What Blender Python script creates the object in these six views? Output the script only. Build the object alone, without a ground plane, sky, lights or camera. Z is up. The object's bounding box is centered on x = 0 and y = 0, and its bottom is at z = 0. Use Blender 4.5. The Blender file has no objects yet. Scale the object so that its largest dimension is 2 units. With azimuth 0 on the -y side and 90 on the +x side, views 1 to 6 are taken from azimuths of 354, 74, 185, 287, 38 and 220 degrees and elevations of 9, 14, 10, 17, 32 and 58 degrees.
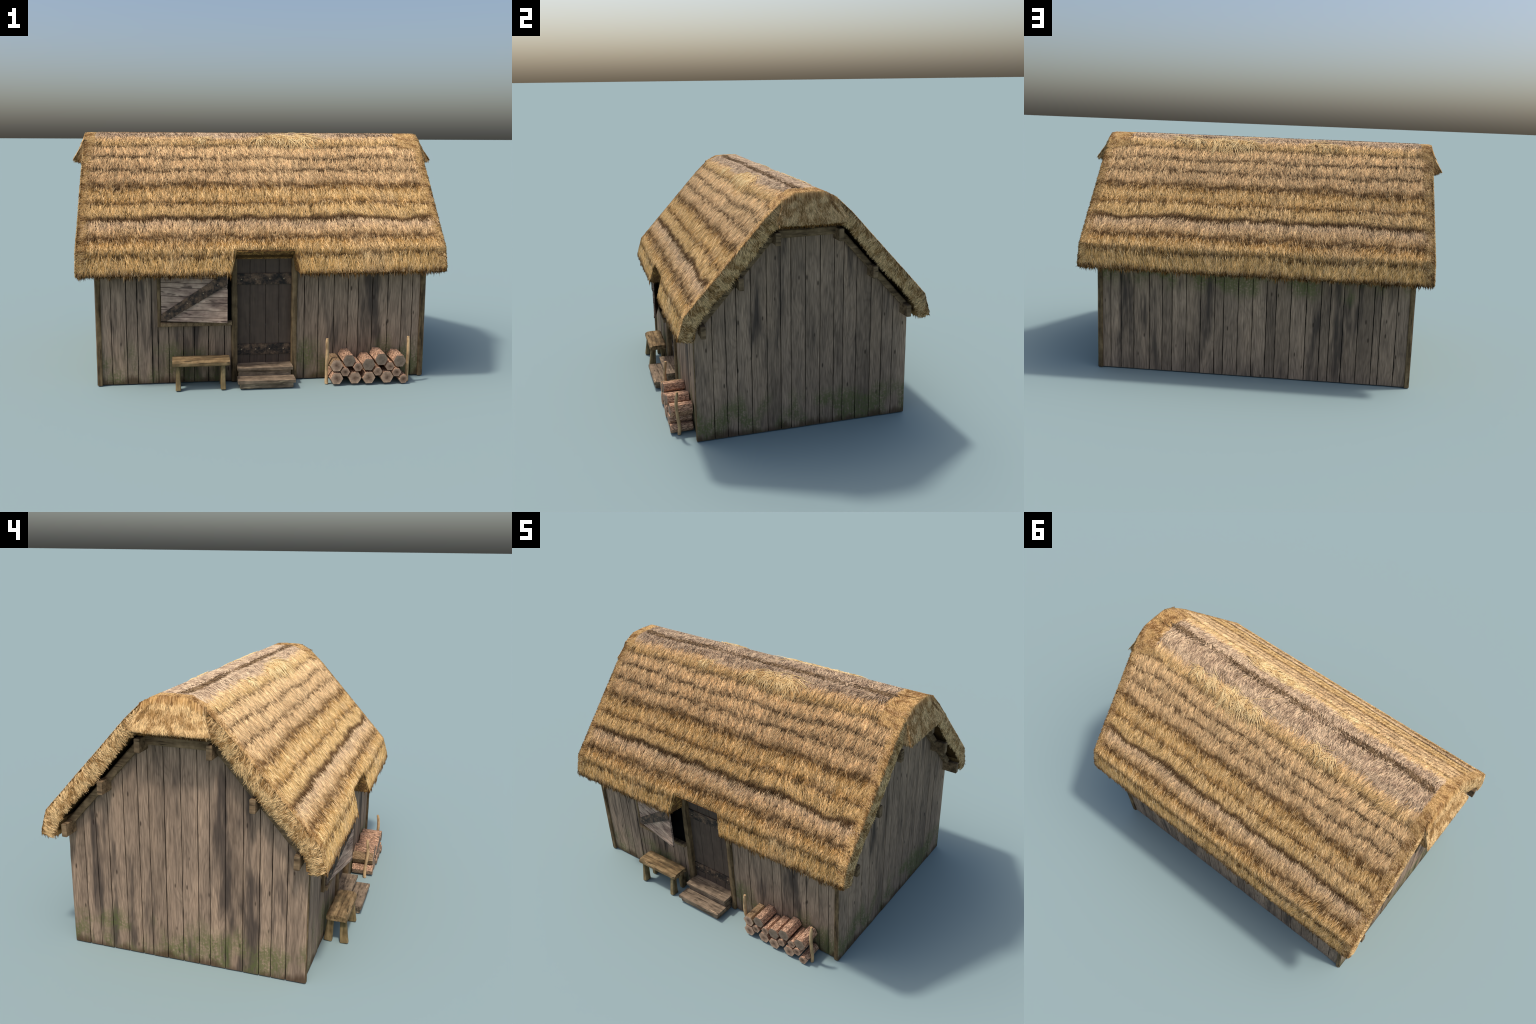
import bpy, math
import numpy as np
from mathutils import Vector, Matrix, noise as mnoise

RNG = np.random.default_rng(7)
YC = 0.022                    # y of the ridge line; the walls and eaves are symmetric about it


# ------------------------------------------------------------------ materials
class Shader:
    """Small helper to write node materials as expressions."""

    def __init__(self, name, rough=0.9, spec=0.15):
        self.m = bpy.data.materials.new(name)
        self.m.use_nodes = True
        self.t = self.m.node_tree
        self.t.nodes.clear()
        self.out = self.t.nodes.new("ShaderNodeOutputMaterial")
        self.b = self.t.nodes.new("ShaderNodeBsdfPrincipled")
        self.b.inputs["Roughness"].default_value = rough
        self.b.inputs["Specular IOR Level"].default_value = spec
        self.t.links.new(self.b.outputs[0], self.out.inputs[0])
        self.P = self.new("ShaderNodeTexCoord").outputs["Object"]
        self.x, self.y, self.z = self.sep(self.P)

    def new(self, kind):
        return self.t.nodes.new(kind)

    def put(self, sock, v):
        if isinstance(v, bpy.types.NodeSocket):
            self.t.links.new(v, sock)
        elif v is not None:
            if sock.type == "RGBA" and len(v) == 3:
                v = (*v, 1)
            sock.default_value = v

    def math(self, op, a, b=None, c=None, clamp=False):
        n = self.new("ShaderNodeMath")
        n.operation, n.use_clamp = op, clamp
        for i, v in enumerate((a, b, c)):
            if v is not None:
                self.put(n.inputs[i], v)
        return n.outputs[0]

    def add(self, a, b): return self.math("ADD", a, b)
    def sub(self, a, b): return self.math("SUBTRACT", a, b)
    def mul(self, a, b): return self.math("MULTIPLY", a, b)
    def absv(self, a): return self.math("ABSOLUTE", a)

    def sep(self, v):
        n = self.new("ShaderNodeSeparateXYZ")
        self.put(n.inputs[0], v)
        return n.outputs[0], n.outputs[1], n.outputs[2]

    def comb(self, x, y, z):
        n = self.new("ShaderNodeCombineXYZ")
        for i, v in enumerate((x, y, z)):
            self.put(n.inputs[i], v)
        return n.outputs[0]

    def scale(self, v, s, off=None):
        n = self.new("ShaderNodeVectorMath")
        n.operation = "MULTIPLY_ADD" if off is not None else "MULTIPLY"
        self.put(n.inputs[0], v)
        self.put(n.inputs[1], s)
        if off is not None:
            self.put(n.inputs[2], off)
        return n.outputs[0]

    def noise(self, v, scale=1.0, detail=3.0, rough=0.55, dist=0.0):
        n = self.new("ShaderNodeTexNoise")
        self.put(n.inputs["Vector"], v)
        self.put(n.inputs["Scale"], scale)
        self.put(n.inputs["Detail"], detail)
        self.put(n.inputs["Roughness"], rough)
        self.put(n.inputs["Distortion"], dist)
        return n.outputs["Fac"]

    def voronoi(self, v, scale=1.0, out="Distance", feature="F1", rnd=1.0):
        n = self.new("ShaderNodeTexVoronoi")
        n.feature = feature
        self.put(n.inputs["Vector"], v)
        self.put(n.inputs["Scale"], scale)
        self.put(n.inputs["Randomness"], rnd)
        return n.outputs[out]

    def rng(self, v, a, b, c=0.0, d=1.0, smooth=True):
        n = self.new("ShaderNodeMapRange")
        n.interpolation_type = "SMOOTHSTEP" if smooth else "LINEAR"
        n.clamp = True
        for i, k in enumerate((v, a, b, c, d)):
            self.put(n.inputs[i], k)
        return n.outputs[0]

    def ramp(self, fac, stops, interp="LINEAR"):
        n = self.new("ShaderNodeValToRGB")
        n.color_ramp.interpolation = interp
        e = n.color_ramp.elements
        while len(e) < len(stops):
            e.new(0.5)
        for el, (p, c) in zip(e, stops):
            el.position = p
            el.color = (*(c if isinstance(c, tuple) else (c, c, c)), 1)
        self.put(n.inputs[0], fac)
        return n.outputs[0]

    def mix(self, fac, a, b, blend="MIX"):
        n = self.new("ShaderNodeMix")
        n.data_type, n.blend_type = "RGBA", blend
        self.put(n.inputs[0], fac)
        self.put(n.inputs[6], a)
        self.put(n.inputs[7], b)
        return n.outputs[2]

    def gain(self, col, k):
        """colour times a scalar"""
        n = self.new("ShaderNodeVectorMath")
        n.operation = "SCALE"
        self.put(n.inputs[0], col)
        self.put(n.inputs[3], k)
        return n.outputs[0]

    def random_object(self):
        return self.new("ShaderNodeObjectInfo").outputs["Random"]

    def random_island(self):
        return self.new("ShaderNodeNewGeometry").outputs["Random Per Island"]

    def bump(self, h, strength=0.4, dist=0.004):
        n = self.new("ShaderNodeBump")
        self.put(n.inputs["Height"], h)
        n.inputs["Strength"].default_value = strength
        n.inputs["Distance"].default_value = dist
        self.put(self.b.inputs["Normal"], n.outputs[0])

    def done(self, col):
        self.put(self.b.inputs["Base Color"], col)
        return self.m


def srgb(r, g, b):
    f = lambda c: c / 12.92 if c <= 0.04045 else ((c + 0.055) / 1.055) ** 2.4
    return tuple(f(c / 255) for c in (r, g, b))


GOLD = srgb(211, 173, 114)
GOLD_DEEP = srgb(187, 143, 82)
BEIGE = srgb(224, 186, 136)
PINKISH = srgb(215, 177, 129)  # this and GREYISH tinted warmer to cancel the blue sky shading
GREYISH = srgb(204, 170, 128)
BARK_BROWN = srgb(90, 62, 36)
OLIVE = srgb(166, 126, 74)


def thatch_material(name, gain, island):
    """Thatch laid in courses: s runs from the ridge (0) down to the eave (about 1)."""
    s = Shader(name)
    t = s.absv(s.sub(s.y, YC))
    run = s.add(s.mul(t, 0.67), s.mul(s.sub(1.295, s.z), 0.742))
    wave = s.noise(s.comb(s.x, s.mul(t, 2.2), 0.0), 3.2, 1.0)
    ripple = s.noise(s.comb(s.x, s.mul(t, 1.2), 3.0), 14.0, 2.0)
    d = s.add(run, s.add(s.mul(s.sub(wave, 0.5), 0.050), s.mul(s.sub(ripple, 0.5), 0.050)))
    if island:
        d = s.add(d, s.mul(s.sub(s.random_island(), 0.5), 0.024))
    base = s.ramp(d, [
        (0.00, BEIGE), (0.10, BEIGE), (0.15, GOLD), (0.20, BEIGE), (0.33, PINKISH), (0.41, PINKISH),
        (0.45, OLIVE), (0.475, GOLD_DEEP), (0.52, GOLD), (0.57, GOLD_DEEP), (0.60, GOLD), (0.66, GOLD),
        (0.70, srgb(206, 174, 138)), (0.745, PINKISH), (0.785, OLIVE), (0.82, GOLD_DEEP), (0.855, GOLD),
        (0.89, GOLD_DEEP), (0.91, srgb(222, 178, 112)), (0.958, srgb(222, 178, 112)), (0.974, OLIVE), (0.990, BARK_BROWN)])  # eave gold brightened to offset weak sun on the steep rim
    dark = s.ramp(d, [  # shadow under each course's tips, painted as dark bands
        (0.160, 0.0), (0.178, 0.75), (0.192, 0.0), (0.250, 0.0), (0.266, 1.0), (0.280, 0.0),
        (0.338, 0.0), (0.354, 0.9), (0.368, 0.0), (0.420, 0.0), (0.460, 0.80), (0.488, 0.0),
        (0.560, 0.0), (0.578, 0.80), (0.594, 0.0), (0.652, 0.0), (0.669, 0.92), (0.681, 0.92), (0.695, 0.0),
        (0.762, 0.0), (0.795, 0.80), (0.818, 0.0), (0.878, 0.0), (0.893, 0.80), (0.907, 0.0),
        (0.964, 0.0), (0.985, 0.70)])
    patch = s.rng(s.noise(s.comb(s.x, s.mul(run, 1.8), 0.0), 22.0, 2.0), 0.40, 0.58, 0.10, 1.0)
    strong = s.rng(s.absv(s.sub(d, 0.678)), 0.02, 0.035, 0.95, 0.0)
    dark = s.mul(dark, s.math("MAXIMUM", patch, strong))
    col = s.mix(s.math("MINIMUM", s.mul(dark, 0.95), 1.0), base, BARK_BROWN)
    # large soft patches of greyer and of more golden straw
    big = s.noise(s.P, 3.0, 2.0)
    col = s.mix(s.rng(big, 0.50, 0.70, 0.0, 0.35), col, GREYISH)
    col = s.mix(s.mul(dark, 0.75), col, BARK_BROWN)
    if island:
        r = s.random_island()
        # single straws darkened by chance, mostly where a course's painted shadow line falls
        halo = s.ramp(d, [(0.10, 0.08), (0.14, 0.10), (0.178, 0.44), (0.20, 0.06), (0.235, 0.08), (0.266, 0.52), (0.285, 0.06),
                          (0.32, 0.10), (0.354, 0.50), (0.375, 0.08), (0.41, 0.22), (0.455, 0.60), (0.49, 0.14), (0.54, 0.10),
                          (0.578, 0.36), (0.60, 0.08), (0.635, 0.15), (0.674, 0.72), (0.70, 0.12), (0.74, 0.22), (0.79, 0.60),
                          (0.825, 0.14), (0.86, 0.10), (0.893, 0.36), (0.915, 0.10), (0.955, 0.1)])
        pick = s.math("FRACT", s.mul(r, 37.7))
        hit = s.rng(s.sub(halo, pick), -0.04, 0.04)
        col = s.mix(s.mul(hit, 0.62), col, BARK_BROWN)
        k = s.ramp(r, [(0.0, 0.56), (0.22, 0.80), (0.55, 1.0), (0.85, 1.16), (1.0, 1.30)])
        col = s.mix(s.mul(s.rng(r, 0.60, 0.95, 0.0, 0.55), s.sub(1.0, dark)), col, srgb(240, 212, 164))  # highlights put into the colour: some straws mixed towards cream
        streak = s.noise(s.comb(s.mul(s.x, 40), s.mul(run, 8), 0.0), 1.0, 2.0)
        k = s.mul(k, s.rng(streak, 0.3, 0.7, 0.8, 1.15))
    else:
        streak = s.noise(s.comb(s.mul(s.x, 260), s.mul(run, 22), 0.0), 1.0, 3.0)
        k = s.rng(streak, 0.3, 0.7, 0.5, 1.1)
        s.bump(streak, 0.5, 0.004)
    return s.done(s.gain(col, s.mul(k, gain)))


def straw_material(name, col, col2, lo=0.5, hi=1.35, gain=1.0):
    """Loose straw of one hue, each straw its own shade."""
    s = Shader(name)
    r = s.random_island()
    n = s.noise(s.P, 22.0, 2.0)
    c = s.mix(s.rng(n, 0.42, 0.62), col, col2)
    c = s.mix(s.rng(r, 0.6, 0.95, 0.0, 0.45), c, tuple(min(1.0, 0.5 * q + 0.5 * w) for q, w in zip(col, srgb(246, 222, 180))))
    k = s.ramp(r, [(0.0, lo), (0.3, 0.5 * (lo + 1)), (0.65, 1.0), (1.0, hi)])
    return s.done(s.gain(c, s.mul(k, gain)))


def bed_material(name, c0, c1):
    """Packed straw seen between the loose stalks."""
    s = Shader(name)
    n = s.noise(s.scale(s.P, (60, 160, 90)), 1.0, 3.0)
    s.bump(n, 0.5, 0.004)
    return s.done(s.ramp(n, [(0.35, c0), (0.65, c1)]))


def cut_straw_material():
    s = Shader("cut_straw_ends")
    v = s.voronoi(s.P, 190.0, "Color")
    r, g, b = s.sep(v)
    col = s.ramp(r, [(0.0, srgb(62, 44, 28)), (0.4, srgb(120, 88, 50)), (0.8, srgb(160, 120, 68)), (1.0, srgb(188, 146, 80))])
    return s.done(s.mix(s.rng(s.noise(s.P, 30), 0.4, 0.65), col, srgb(96, 68, 40)))


def grain(s, vec, along, across, seed_off):
    """Contour-line wood grain: lines bend round knots as in flat-sawn boards."""
    n = s.noise(s.scale(vec, (across, across, along), seed_off), 1.0, 1.5, 0.5)
    lines = s.math("FRACT", s.mul(n, 11.0))
    lines = s.absv(s.sub(lines, 0.5))
    fine = s.noise(s.scale(vec, (across * 16, across * 16, along * 5), seed_off), 1.0, 3.0)
    return lines, fine


def plank_material(name, moss_low=True, tint=1.0):
    s = Shader(name)
    r = s.random_object()
    off = s.comb(s.mul(r, 31.0), s.mul(r, 17.0), s.mul(r, 57.0))
    lines, fine = grain(s, s.P, 2.6, 13.0, off)
    tone = s.noise(s.scale(s.P, (9, 9, 1.6), off), 1.0, 3.0)
    col = s.ramp(tone, [(0.28, srgb(120, 102, 86)), (0.5, srgb(147, 125, 105)), (0.72, srgb(168, 142, 118))])
    col = s.mix(s.rng(lines, 0.0, 0.30, 0.22, 0.0), col, srgb(84, 70, 59))
    col = s.gain(col, s.rng(fine, 0.25, 0.75, 0.54, 1.44, smooth=False))
    col = s.gain(col, s.rng(r, 0.0, 1.0, 0.84, 1.12, smooth=False))
    # rain streaks: long dark runs, strongest on some boards
    streak = s.noise(s.comb(s.mul(s.add(s.x, s.y), 10.0), s.mul(s.sub(s.x, s.y), 1.0), s.mul(s.z, 1.3)), 1.0, 4.0, 0.6)
    col = s.mix(s.rng(streak, 0.52, 0.67, 0.0, 0.82), col, srgb(60, 53, 49))
    # knots and small splits
    kn = s.voronoi(s.scale(s.P, (22, 22, 7), off), 1.0)
    col = s.mix(s.rng(kn, 0.05, 0.13, 0.8, 0.0), col, srgb(50, 40, 33))
    split = s.noise(s.scale(s.P, (120, 120, 5), off), 1.0, 2.0)
    col = s.mix(s.rng(split, 0.64, 0.75, 0.0, 0.6), col, srgb(56, 47, 41))
    # moss
    patch = s.noise(s.scale(s.P, (7, 7, 4.5)), 1.0, 2.0)
    grit = s.noise(s.P, 90.0, 3.0)
    if moss_low:
        edge = s.add(0.085, s.mul(patch, 0.24))
        m = s.rng(s.sub(edge, s.z), -0.03, 0.10)
        m = s.mul(m, s.rng(patch, 0.36, 0.58))
    else:
        m = s.rng(s.add(s.z, s.mul(patch, 0.32)), 0.60, 0.72)
        m = s.mul(m, s.rng(patch, 0.38, 0.58))
    m = s.mul(m, s.rng(s.add(grit, s.mul(patch, 0.3)), 0.52, 0.72, 0.12, 0.66))
    col = s.mix(m, col, srgb(92, 100, 54))
    if moss_low:        # earth splashed on the foot of the boards
        soil = s.rng(s.add(s.z, s.mul(s.sub(streak, 0.5), 0.16)), 0.0, 0.045, 0.8, 0.0)
        col = s.mix(soil, col, srgb(74, 56, 40))
    s.bump(s.add(s.mul(fine, 0.6), lines), 0.35, 0.002)
    return s.done(s.gain(col, tint))


def timber_material(name, c0, c1, c2, axis="z", scale=1.0, moss=None, worn=None, even=False):
    """Rough hewn timber with cracks running along the given axis."""
    s = Shader(name)
    r = s.random_object()
    off = s.comb(s.mul(r, 31.0), s.mul(r, 17.0), s.mul(r, 57.0))
    a, c = 6.0 * scale, 60.0 * scale
    vec = {"x": (a, c, c), "y": (c, a, c), "z": (c, c, a)}[axis]
    n = s.noise(s.scale(s.P, vec, off), 1.0, 4.0, 0.6)
    n2 = s.noise(s.scale(s.P, (26 * scale,) * 3, off), 1.0, 3.0)
    col = s.ramp(n, [(0.30, c0), (0.47, c1), (0.70, c2)])
    col = s.gain(col, s.rng(n2, 0.3, 0.7, *((0.9, 1.1) if even else (0.68, 1.3)), smooth=False))
    crack = s.noise(s.scale(s.P, tuple(q * 1.6 for q in vec), off), 1.0, 2.0)
    col = s.mix(s.rng(crack, 0.60, 0.70, 0.0, 0.25 if even else 0.8), col, tuple(q * 0.45 for q in c0))
    if moss:
        col = s.mix(s.rng(s.noise(s.P, 16.0, 3.0), 0.48, 0.66, 0.0, 0.55), col, moss)
    if worn:
        col = s.mix(s.rng(s.noise(s.scale(s.P, vec, (5, 5, 5)), 1.7, 3.0), 0.62, 0.70, 0.0, 0.75), col, worn)
    s.bump(s.add(n, crack), 0.5, 0.003)
    return s.done(col)


def iron_material():
    s = Shader("rusty_iron", 0.75, 0.3)
    n = s.noise(s.P, 34.0, 5.0, 0.7)
    col = s.ramp(n, [(0.38, srgb(34, 29, 25)), (0.48, srgb(66, 53, 43)), (0.60, srgb(106, 84, 65)), (0.76, srgb(132, 106, 82))])
    s.bump(n, 0.5, 0.003)
    return s.done(col)


def bark_material(name, c0, c1, c2, crack):
    s = Shader(name)
    r = s.random_object()
    off = s.comb(s.mul(r, 11.0), s.mul(r, 7.0), s.mul(r, 5.0))
    v = s.scale(s.P, (120, 36, 120), off)
    wob = s.noise(v, 1.0, 3.0)
    d = s.voronoi(s.scale(v, (1, 1, 1), s.comb(s.mul(wob, 2.4), s.mul(wob, 2.4), s.mul(wob, 2.0))), 1.0, "Distance", "DISTANCE_TO_EDGE")
    n = s.noise(s.scale(s.P, (200, 60, 200), off), 1.0, 3.0)
    col = s.ramp(n, [(0.3, c0), (0.5, c1), (0.7, c2)])
    col = s.mix(s.rng(d, 0.02, 0.13, 0.85, 0.0), col, crack)
    col = s.gain(col, s.rng(r, 0, 1, 0.82, 1.08, smooth=False))
    s.bump(s.rng(d, 0.0, 0.2), 0.6, 0.003)
    return s.done(col)


def log_end_material(name, rim, mid, core, rings=True):
    s = Shader(name)
    r = s.random_object()
    rad = s.math("SQRT", s.add(s.mul(s.x, s.x), s.mul(s.z, s.z)))       # log axis is local y
    n = s.noise(s.scale(s.P, (60, 60, 60), s.comb(s.mul(r, 9.0), 0.0, s.mul(r, 4.0))), 1.0, 3.0)
    q = s.add(rad, s.mul(s.sub(n, 0.5), 0.012))
    col = s.ramp(s.mul(q, 28.0), [(0.05, core), (0.45, mid), (0.80, rim), (0.97, tuple(k * 1.25 for k in rim))])
    if rings:
        ring = s.math("SINE", s.mul(q, 2300.0))
        col = s.gain(col, s.rng(ring, -1, 1, 0.84, 1.08))
    ang = s.math("ARCTAN2", s.z, s.x)
    ck = s.noise(s.comb(s.mul(ang, 3.0), s.mul(r, 40.0), 0.0), 2.0, 2.0)
    col = s.mix(s.rng(ck, 0.64, 0.70, 0.0, 0.5), col, tuple(k * 0.5 for k in core))
    col = s.gain(col, s.rng(n, 0.3, 0.7, 0.8, 1.15))
    return s.done(col)


def plain_material(name, col, rough=0.95):
    s = Shader(name, rough, 0.05)
    n = s.noise(s.P, 40.0, 3.0)
    return s.done(s.gain(s.mix(0.0, col, col), s.rng(n, 0.3, 0.7, 0.7, 1.3)))


# ------------------------------------------------------------------ mesh helpers
def link(name, mesh, parent=None, mats=()):
    ob = bpy.data.objects.new(name, mesh)
    bpy.context.scene.collection.objects.link(ob)
    ob.parent = parent
    if not mesh.materials:
        for m in mats:
            mesh.materials.append(m)
    return ob


def empty(name, loc=(0, 0, 0)):
    ob = bpy.data.objects.new(name, None)
    ob.empty_display_size = 0.1
    ob.location = loc
    bpy.context.scene.collection.objects.link(ob)
    return ob


def pydata(name, verts, faces):
    me = bpy.data.meshes.new(name)
    me.from_pydata([tuple(v) for v in verts], [], faces)
    me.update()
    return me


def prism(name, poly, axis, a, b, a_list=None, b_list=None):
    """Closed prism: 2D polygon (two other axes, in order) swept along axis from a to b.
    a_list / b_list give each polygon corner an end of its own."""
    n = len(poly)
    al, bl = a_list or [a] * n, b_list or [b] * n
    def pt(p, q):
        v = list(p)
        v.insert(axis, q)
        return v
    verts = [pt(p, al[i]) for i, p in enumerate(poly)] + [pt(p, bl[i]) for i, p in enumerate(poly)]
    faces = [(i, (i + 1) % n, n + (i + 1) % n, n + i) for i in range(n)]
    faces += [tuple(range(n - 1, -1, -1)), tuple(range(n, 2 * n))]
    me = pydata(name, verts, faces)
    fix_normals(me)
    return me


def fix_normals(me):
    import bmesh
    bm = bmesh.new()
    bm.from_mesh(me)
    bmesh.ops.recalc_face_normals(bm, faces=bm.faces)
    bm.to_mesh(me)
    bm.free()


def join_meshes(name, meshes):
    import bmesh
    bm = bmesh.new()
    for m in meshes:
        bm.from_mesh(m)
        bpy.data.meshes.remove(m)
    me = bpy.data.meshes.new(name)
    bm.to_mesh(me)
    bm.free()
    return me


def wob(x, y, z=0.0):
    return mnoise.noise(Vector((x, y, z)))


def board(name, us, ztop, zbot, depth0, depth1, put, seed, ragged=0.0012, rows=16):
    """A sawn board: columns us across, rows up to ztop(u); its long edges wander a little.
    put(u, z, d) places a point in the wall's plane at depth d."""
    verts, faces = [], []
    nu, nz = len(us), rows + 1
    for d in (depth0, depth1):
        for j in range(nz):
            for i, u in enumerate(us):
                z = zbot + (ztop(u) - zbot) * j / rows
                uu = u
                if i in (0, nu - 1):
                    uu += ragged * (wob(z * 9, seed * 3.7 + i * 9.1) + 0.8 * wob(z * 34, seed * 5.1 + i))
                verts.append(put(uu, z, d + (0.0007 * wob(u * 40, z * 6, seed) if d == depth0 else 0)))
    k = lambda f, j, i: f * nu * nz + j * nu + i
    for j in range(nz - 1):
        for i in range(nu - 1):
            for f in (0, 1):
                faces.append((k(f, j, i), k(f, j, i + 1), k(f, j + 1, i + 1), k(f, j + 1, i)))
        for i in (0, nu - 1):
            faces.append((k(0, j, i), k(0, j + 1, i), k(1, j + 1, i), k(1, j, i)))
    for i in range(nu - 1):
        for j in (0, nz - 1):
            faces.append((k(0, j, i), k(0, j, i + 1), k(1, j, i + 1), k(1, j, i)))
    me = pydata(name, verts, faces)
    fix_normals(me)
    return me


def timber(name, p0, p1, w, h, up=(0, 0, 1), seed=0.0, rough=0.0015, chamfer=0.18, taper=1.0, step=0.02):
    """Hewn beam from p0 to p1, w wide and h high, chamfered corners, slightly uneven."""
    p0, p1 = Vector(p0), Vector(p1)
    ax = (p1 - p0)
    L = ax.length
    ax.normalize()
    side = ax.cross(Vector(up)).normalized()
    top = side.cross(ax).normalized()
    c = chamfer * min(w, h)
    sec = [(-w / 2 + c, -h / 2), (w / 2 - c, -h / 2), (w / 2, -h / 2 + c), (w / 2, h / 2 - c),
           (w / 2 - c, h / 2), (-w / 2 + c, h / 2), (-w / 2, h / 2 - c), (-w / 2, -h / 2 + c)]
    n = max(2, int(L / step))
    rings = [-1] + list(range(n + 1)) + [n + 1]
    verts, faces = [], []
    for q in rings:
        f = min(max(q, 0), n) / n
        inset = 1.0 if 0 <= q <= n else 1 - 1.2 * c / max(w, h)
        push = 0.5 * c if 0 == q else (-0.5 * c if q == n else 0)
        g = inset * (1 + (taper - 1) * f)
        o = p0 + ax * (L * f + push)
        for i, (a, b) in enumerate(sec):
            ja = rough * wob(f * L * 14 + i * 3.1, seed, 1.3)
            jb = rough * wob(f * L * 14 + i * 3.1, seed, 7.7)
            verts.append(o + side * (a * g + ja) + top * (b * g + jb))
    m = len(sec)
    for q in range(len(rings) - 1):
        for i in range(m):
            faces.append((q * m + i, q * m + (i + 1) % m, (q + 1) * m + (i + 1) % m, (q + 1) * m + i))
    faces.append(tuple(range(m - 1, -1, -1)))
    faces.append(tuple((len(rings) - 1) * m + i for i in range(m)))
    me = pydata(name, verts, faces)
    fix_normals(me)
    return me


def straws(name, mid_pts, sides, ups, width, parent, mat, taper=0.35):
    """Many straws in one mesh. mid_pts: (n, rings, 3) centre lines, sides / ups: (n, rings, 3) unit
    vectors, width: (n,). Every straw is a three-sided stalk that thins out to its tip."""
    n, r, _ = mid_pts.shape
    prof = np.interp(np.linspace(0, 1, r), [0, 0.55, 1.0], [0.9, 1.0, taper])
    w = (width[:, None] * prof[None, :])[:, :, None]
    ring = np.stack([mid_pts - sides * w * 0.5, mid_pts + sides * w * 0.5, mid_pts + ups * w * 0.75], axis=2)
    verts = ring.reshape(-1, 3).astype(np.float32)
    base = (np.arange(n) * r * 3)[:, None, None]
    quads = []
    for k in range(r - 1):
        for i in range(3):
            j = (i + 1) % 3
            quads.append([k * 3 + i, k * 3 + j, (k + 1) * 3 + j, (k + 1) * 3 + i])
    quads = (base + np.array(quads)[None]).reshape(-1, 4)
    me = bpy.data.meshes.new(name)
    me.vertices.add(len(verts))
    me.vertices.foreach_set("co", verts.ravel())
    me.loops.add(quads.size)
    me.loops.foreach_set("vertex_index", quads.ravel().astype(np.int32))
    me.polygons.add(len(quads))
    me.polygons.foreach_set("loop_start", (np.arange(len(quads)) * 4).astype(np.int32))
    me.polygons.foreach_set("loop_total", np.full(len(quads), 4, np.int32))
    me.update(calc_edges=True)
    me.validate()
    ob = link(name, me, parent, [mat])
    ob["kind"] = "stuff"
    return ob


def unit(v):
    return v / np.maximum(np.linalg.norm(v, axis=-1, keepdims=True), 1e-9)


# smooth pseudo-noise for numpy arrays (sum of rotated sines)
def field(a, b, f, seed):
    g = np.random.default_rng(seed)
    out = 0
    for k in range(5):
        th, ph, m = g.uniform(0, 6.28), g.uniform(0, 6.28), g.uniform(0.6, 1.6)
        out = out + np.sin(f * m * (a * math.cos(th) + b * math.sin(th)) + ph)
    return out / 2.2


# ------------------------------------------------------------------ the materials in use
M_THATCH = thatch_material("thatch_bed", 0.72, False)  # bed colour darkened so gaps between straws look deep in shade
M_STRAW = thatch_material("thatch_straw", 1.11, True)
M_RAKE = straw_material("rake_straw", srgb(200, 160, 102), srgb(148, 108, 62), 0.5, 1.3)
M_GABLE = straw_material("gable_straw", srgb(222, 186, 132), srgb(176, 136, 84), 0.36, 1.25)
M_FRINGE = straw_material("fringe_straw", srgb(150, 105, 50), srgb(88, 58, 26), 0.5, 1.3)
M_RIDGE = straw_material("ridge_straw", srgb(220, 191, 157), srgb(188, 159, 130), 0.34, 1.22)
M_LOOSE = straw_material("loose_straw", srgb(252, 222, 166), srgb(240, 204, 144), 0.85, 1.1)
M_SHADE_TINT = straw_material("painted_ridge_shade", srgb(96, 72, 48), srgb(132, 104, 72), 0.5, 1.3)
M_RED = straw_material("dried_red_stalks", srgb(104, 42, 48), srgb(84, 34, 44), 0.7, 1.3)
M_GABLE_BED = bed_material("gable_bed", srgb(92, 66, 38), srgb(150, 114, 68))
M_CUT = cut_straw_material()
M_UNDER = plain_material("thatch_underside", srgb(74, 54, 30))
M_PLANK = plank_material("weathered_planks", True)
M_PLANK_BACK = plank_material("weathered_planks_mossy_top", False)
M_POST = timber_material("post_timber", srgb(72, 58, 42), srgb(104, 85, 60), srgb(132, 110, 80), "z")
M_BEAM = timber_material("beam_timber", srgb(82, 66, 48), srgb(116, 95, 70), srgb(140, 117, 88), "y")
M_DOOR = timber_material("door_boards_dark", srgb(77, 65, 56), srgb(85, 72, 62), srgb(93, 79, 67), "z", 0.8, even=True)
M_SHUTTER = timber_material("shutter_boards", srgb(100, 80, 72), srgb(156, 132, 115), srgb(194, 168, 146), "x", 0.6)
M_STEP = timber_material("step_boards", srgb(86, 74, 60), srgb(124, 107, 88), srgb(150, 131, 108), "x", 1.0, None, srgb(196, 170, 136))
M_BENCH = timber_material("bench_wood", srgb(70, 56, 40), srgb(120, 98, 68), srgb(158, 133, 96), "x", 1.1, srgb(92, 80, 56))
M_LEG = timber_material("bench_leg_wood", srgb(88, 72, 48), srgb(128, 108, 74), srgb(162, 140, 102), "z", 0.9, srgb(96, 90, 60))
M_STAKE = timber_material("stake_wood", srgb(150, 118, 82), srgb(192, 158, 116), srgb(212, 178, 134), "z", 0.8)
M_IRON = iron_material()
M_BOLT = plain_material("bolt_iron", srgb(150, 131, 106), 0.5)  # iron lightened to carry the bolts' yellowish highlight
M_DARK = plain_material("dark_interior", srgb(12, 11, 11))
M_BARK = bark_material("log_bark", srgb(186, 142, 112), srgb(220, 175, 142), srgb(234, 194, 160), srgb(94, 68, 54))
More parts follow.
